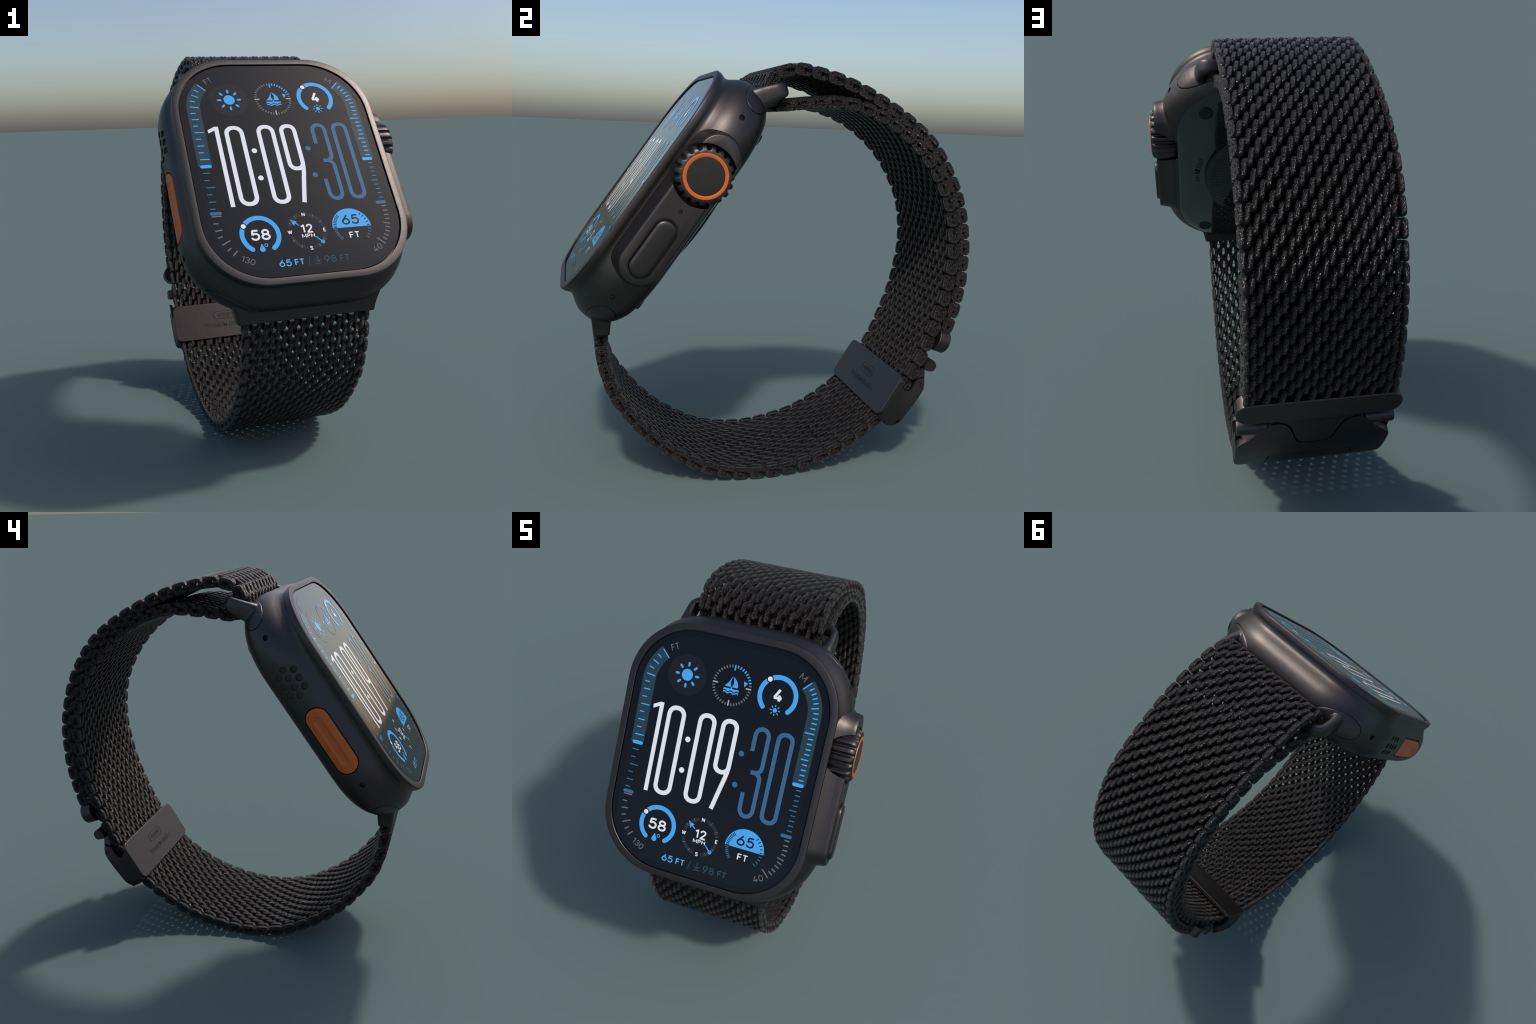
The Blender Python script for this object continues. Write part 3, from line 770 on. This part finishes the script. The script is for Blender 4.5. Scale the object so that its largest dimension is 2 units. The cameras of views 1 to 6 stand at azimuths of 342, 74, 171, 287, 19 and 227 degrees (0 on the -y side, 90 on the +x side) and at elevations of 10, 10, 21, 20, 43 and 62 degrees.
right = [(0.425, SHT), (0.407, SHT), (0.389, SHT), (0.369, SHT), (0.347, MED), (0.326, SHT), (0.303, SHT), (0.281, SHT), (0.258, SHT), (0.235, LNG), (0.211, SHT), (0.188, SHT), (0.164, SHT), (0.141, SHT), (0.117, MED), (0.094, SHT), (0.070, SHT), (0.047, SHT), (0.023, SHT)]
for y, l in right: put_tick(1, y, l, 0.0058, G_BLUE)
for y, l in ((-0.024, SHT), (-0.048, SHT), (-0.071, SHT), (-0.095, SHT), (-0.119, MED), (-0.142, SHT), (-0.166, SHT), (-0.189, SHT), (-0.213, SHT)): put_tick(1, y, l, 0.0058, G_TICKDIM)
for y, l in ((-0.259, SHT), (-0.283, SHT), (-0.305, SHT), (-0.327, SHT), (-0.349, MED), (-0.369, SHT), (-0.389, SHT), (-0.409, SHT), (-0.426, SHT)): put_tick(1, y, l, 0.0066, G_GREY)
for s in (1, -1):
    Flat(Z2).bar((s * 0.356, 0.4505), (s * 0.324, 0.4185), 0.0055).out("tick_mark", G_BLUE)
    Flat(Z2 + 0.0003).bar((s * 0.415, 0.0), (s * 0.378, 0.0), 0.0165).out("depth_marker", G_BLUE)
    Flat(Z2 + 0.0003).bar((s * 0.415, -0.239), (s * 0.378, -0.239), 0.0165).out("depth_marker", G_TICKDIM)
Flat(Z2).bar((0.355, -0.449), (0.324, -0.4195), 0.0066).out("tick_mark", G_GREY)
# translucent looking bands behind the upper ticks
def band(side):
    o = [(0.4315, 0.0), (0.4315, TCY)] + [(TCX + 0.224 * math.cos(math.radians(a)), TCY + 0.224 * math.sin(math.radians(a))) for a in range(4, 47, 3)]
    i = [(0.3675, 0.0), (0.3675, TCY)] + [(TCX + 0.160 * math.cos(math.radians(a)), TCY + 0.160 * math.sin(math.radians(a))) for a in range(4, 47, 3)]
    Flat(Z1).strip([(side * x, y) for x, y in o], [(side * x, y) for x, y in i]).out("gauge_band", G_BAND)
band(1); band(-1)
label("scale_label", "FT", -0.302, 0.473, 0.040, 0.030, G_GREY, 26, sw=0.13)
label("scale_label", "M", 0.3145, 0.4665, 0.031, 0.030, G_GREY, -29, sw=0.13)
label("scale_label", "130", -0.298, -0.4735, 0.062, 0.030, G_GREY, -26, sw=0.13)
label("scale_label", "40", 0.312, -0.467, 0.050, 0.030, G_GREY, 26, sw=0.13)

# sun badge
def sun(c, rd, r0, r1, w, name):
    f = Flat(Z2); f.disc(c, rd, 32)
    for k in range(8):
        a = math.radians(45 * k)
        f.bar((c[0] + (r0 + w / 2) * math.cos(a), c[1] + (r0 + w / 2) * math.sin(a)), (c[0] + (r1 - w / 2) * math.cos(a), c[1] + (r1 - w / 2) * math.sin(a)), w)
    f.out(name, G_BLUE)
Flat(Z1).disc((-0.2185, 0.361), 0.0940, 64).out("badge_circle", G_CIRCLE)
sun((-0.2185, 0.361), 0.0270, 0.0380, 0.0590, 0.0105, "sun_icon")

# sailing dial
DC = (0.0, 0.361)
blue = Flat(Z2); grey = Flat(Z2); lite = Flat(Z2)
for k in range(40):
    a = math.radians(90 - 9 * k)
    long = k % 10 == 0
    r1, r0 = 0.0935, 0.0665 if long else 0.0795
    f = blue if k <= 8 else (lite if long else grey)
    w = 0.0062
    f.bar((DC[0] + (r0 + w / 2) * math.cos(a), DC[1] + (r0 + w / 2) * math.sin(a)), (DC[0] + (r1 - w / 2) * math.cos(a), DC[1] + (r1 - w / 2) * math.sin(a)), w)
for f, m in ((blue, G_BLUE), (grey, G_GREY), (lite, G_LIGHTGREY)):
    o = f.out("dial_ticks", m); o["kind"] = "stuff"
Flat(Z2).poly([(0.0525, 0.391), (0.0590, 0.365), (0.0725, 0.385)]).out("dial_pointer", G_BLUE)
boat = Flat(Z2)
boat.poly([p.to_tuple()[:2] for p in catmull([(-0.003, 0.403, 0), (-0.010, 0.385, 0), (-0.020, 0.368, 0), (-0.032, 0.3545, 0), (-0.015, 0.3535, 0), (-0.0035, 0.3535, 0), (-0.0075, 0.372, 0)], 3)] )
boat.poly([p.to_tuple()[:2] for p in catmull([(-0.001, 0.402, 0), (0.013, 0.391, 0), (0.025, 0.376, 0), (0.0295, 0.3545, 0), (0.012, 0.3535, 0), (0.004, 0.3535, 0), (0.0085, 0.372, 0), (0.0055, 0.388, 0)], 3)])
boat.poly([(-0.0015, 0.355), (0.0025, 0.355), (0.0035, 0.343), (-0.0025, 0.343)])
xs = [-0.036 + 0.073 * i / 30 for i in range(31)]
def wave(x, base): return base + 0.0030 * math.sin((x + 0.036) / 0.073 * math.pi * 5)
boat.strip([(x, 0.3455) for x in xs], [(x, wave(x, 0.3350)) for x in xs])
boat.strip([(x, wave(x, 0.3300)) for x in xs], [(x, wave(x, 0.3240)) for x in xs])
boat.out("sailboat_icon", G_BLUE)

# ring gauges
def gauge(c, a_end, a_start, a_dot):
    f = Flat(Z2)
    r, w = 0.0830, 0.0212
    half = math.degrees(0.0165 / r)
    f.arc(c, r, w, a_start, a_dot + half, 30)
    f.arc(c, r, w, a_end, a_dot - half, 60)
    f.out("gauge_ring", G_BLUE)
    p = (c[0] + r * math.cos(math.radians(a_dot)), c[1] + r * math.sin(math.radians(a_dot)))
    Flat(Z2 + 0.0003).disc(p, 0.0162).out("gauge_gap", G_PANEL)
    Flat(Z3).disc(p, 0.0112).out("gauge_dot", G_WHITE)
gauge((0.2185, 0.361), -45, 225, 127)
gauge((-0.2185, -0.357), -54, 234, 146)
label("gauge_value", "4", 0.2185, 0.3655, 0.046, 0.060, G_WHITE, sw=0.20)
sun((0.2190, 0.2975), 0.0100, 0.0145, 0.0250, 0.0048, "sun_icon")
label("gauge_value", "58", -0.2190, -0.3575, 0.090, 0.053, G_WHITE, sw=0.175)
drop = Flat(Z2)
drop.poly([p.to_tuple()[:2] for p in catmull([(-0.2230, -0.4005, 0), (-0.2295, -0.413, 0), (-0.2355, -0.4255, 0), (-0.2325, -0.4355, 0), (-0.2230, -0.4395, 0), (-0.2135, -0.4355, 0), (-0.2105, -0.4255, 0), (-0.2165, -0.413, 0)], 4, True)])
drop.arc((-0.2030, -0.4085), 0.0068, 0.0036, 0, 359.9, 24, False)
drop.out("droplet_icon", G_BLUE)

# wind compass
WC = (0.0, -0.357)
dim = Flat(Z2); brt = Flat(Z2)
for k in range(72):
    deg = 5 * k
    if min(abs((deg - q + 180) % 360 - 180) for q in (0, 90, 180, 270)) < 12: continue
    a = math.radians(deg)
    f = brt if k % 6 == 0 else dim
    f.bar((WC[0] + 0.0765 * math.cos(a), WC[1] + 0.0765 * math.sin(a)), (WC[0] + 0.0905 * math.cos(a), WC[1] + 0.0905 * math.sin(a)), 0.0034)
o = dim.out("dial_ticks", G_DIMGREY); o["kind"] = "stuff"
o = brt.out("dial_ticks", G_GREY); o["kind"] = "stuff"
for ch, x, y, w in (("N", 0, -0.2735, 0.0150), ("S", 0, -0.4405, 0.0145), ("E", 0.0825, -0.357, 0.0125), ("W", -0.0820, -0.357, 0.0205)):
    label("compass_letter", ch, x, y, w, 0.0190, G_WHITE, sw=0.19)
label("gauge_value", "12", 0.0, -0.3445, 0.058, 0.0440, G_WHITE, sw=0.17)
label("gauge_unit", "MPH", 0.0, -0.3795, 0.0610, 0.0195, G_WHITE, sw=0.18)
ar = Flat(Z2)
ar.poly([(-0.0700, -0.2940), (-0.0375, -0.3065), (-0.0475, -0.3130), (-0.0555, -0.3270)])
ar.bar((-0.050, -0.3105), (-0.034, -0.3245), 0.0052)
ar.bar((0.0345, -0.3885), (0.058, -0.412), 0.0052)
ar.disc((0.0605, -0.4140), 0.0098)
ar.out("wind_arrow", G_BLUE)

# depth dome
DM = (0.2190, -0.3545)
Flat(Z1).poly([(DM[0] + 0.0950 * math.cos(math.radians(180 * i / 48)), DM[1] + 0.0950 * math.sin(math.radians(180 * i / 48))) for i in range(49)]).out("depth_dome", G_BLUE)
dk = Flat(Z2); bl = Flat(Z2)
for k in range(9):
    a = math.radians(180 - 5.6 * (k + 0.3)); dk.bar((DM[0] + 0.0765 * math.cos(a), DM[1] + 0.0765 * math.sin(a)), (DM[0] + 0.0890 * math.cos(a), DM[1] + 0.0890 * math.sin(a)), 0.0042)
for k in range(5):
    a = math.radians(4 + 11.5 * k); dk.bar((DM[0] + 0.0775 * math.cos(a), DM[1] + 0.0775 * math.sin(a)), (DM[0] + 0.0880 * math.cos(a), DM[1] + 0.0880 * math.sin(a)), 0.0042)
for k in range(7):
    a = math.radians(184 + 6.2 * k); bl.bar((DM[0] + 0.0770 * math.cos(a), DM[1] + 0.0770 * math.sin(a)), (DM[0] + 0.0895 * math.cos(a), DM[1] + 0.0895 * math.sin(a)), 0.0046)
for k in range(4):
    a = math.radians(-9 - 11.0 * k); bl.bar((DM[0] + 0.0770 * math.cos(a), DM[1] + 0.0770 * math.sin(a)), (DM[0] + 0.0895 * math.cos(a), DM[1] + 0.0895 * math.sin(a)), 0.0046)
o = dk.out("dial_ticks", G_PANEL); o["kind"] = "stuff"
o = bl.out("dial_ticks", G_TICKDIM); o["kind"] = "stuff"
label("gauge_value", "65", 0.2185, -0.3165, 0.0840, 0.0500, G_PANEL, sw=0.155)
label("gauge_unit", "FT", 0.2200, -0.3935, 0.0510, 0.0310, G_WHITE, sw=0.17)

# depth line at the foot
label("depth_text", "65", -0.1375, -0.5010, 0.0560, 0.0330, G_TEXTBLUE, sw=0.155)
label("depth_text", "FT", -0.0710, -0.5010, 0.0450, 0.0290, G_TEXTBLUE, sw=0.175)
Flat(Z2).bar((-0.0200, -0.4815), (-0.0300, -0.5205), 0.0030).out("depth_separator", G_TEXTDIM)
da = Flat(Z2)
da.bar((0.0140, -0.4800), (0.0140, -0.5090), 0.0034).bar((0.0140, -0.5100), (0.0030, -0.4990), 0.0034).bar((0.0140, -0.5100), (0.0250, -0.4990), 0.0034).bar((0.0000, -0.5165), (0.0280, -0.5165), 0.0034)
da.out("depth_arrow", G_TEXTDIM)
label("depth_text", "98", 0.0730, -0.5000, 0.0560, 0.0330, G_TEXTDIM, sw=0.115)
label("depth_text", "FT", 0.1410, -0.5000, 0.0440, 0.0280, G_TEXTDIM, sw=0.135)

# small lettering round the sensor on the back
def round_text(body, r, a_mid, step, h):
    n = len(body)
    for i, ch in enumerate(body):
        if ch == " ": continue
        a = a_mid + (i - (n - 1) / 2) * step
        me = fit_text(ch, h * (0.62 if ch not in "-." else 0.4), h if ch not in "-." else h * 0.14)
        t = math.radians(a)
        x, y = r * math.cos(t), r * math.sin(t)
        m = Matrix.Translation((x, y, back_z(r) + 0.0005)) @ Matrix.Rotation(t + math.pi / 2, 4, 'Z') @ Matrix.Scale(-1, 4, (0, 1, 0)) @ Matrix.Scale(-1, 4, (0, 0, 1))
        m.translation.z = -0.3178
        obj_from_mesh("marking_letter", me, MAT_ENGRAVE, crystal, m)
round_text("WR-100M", 0.382, 5, 4.2, 0.026)
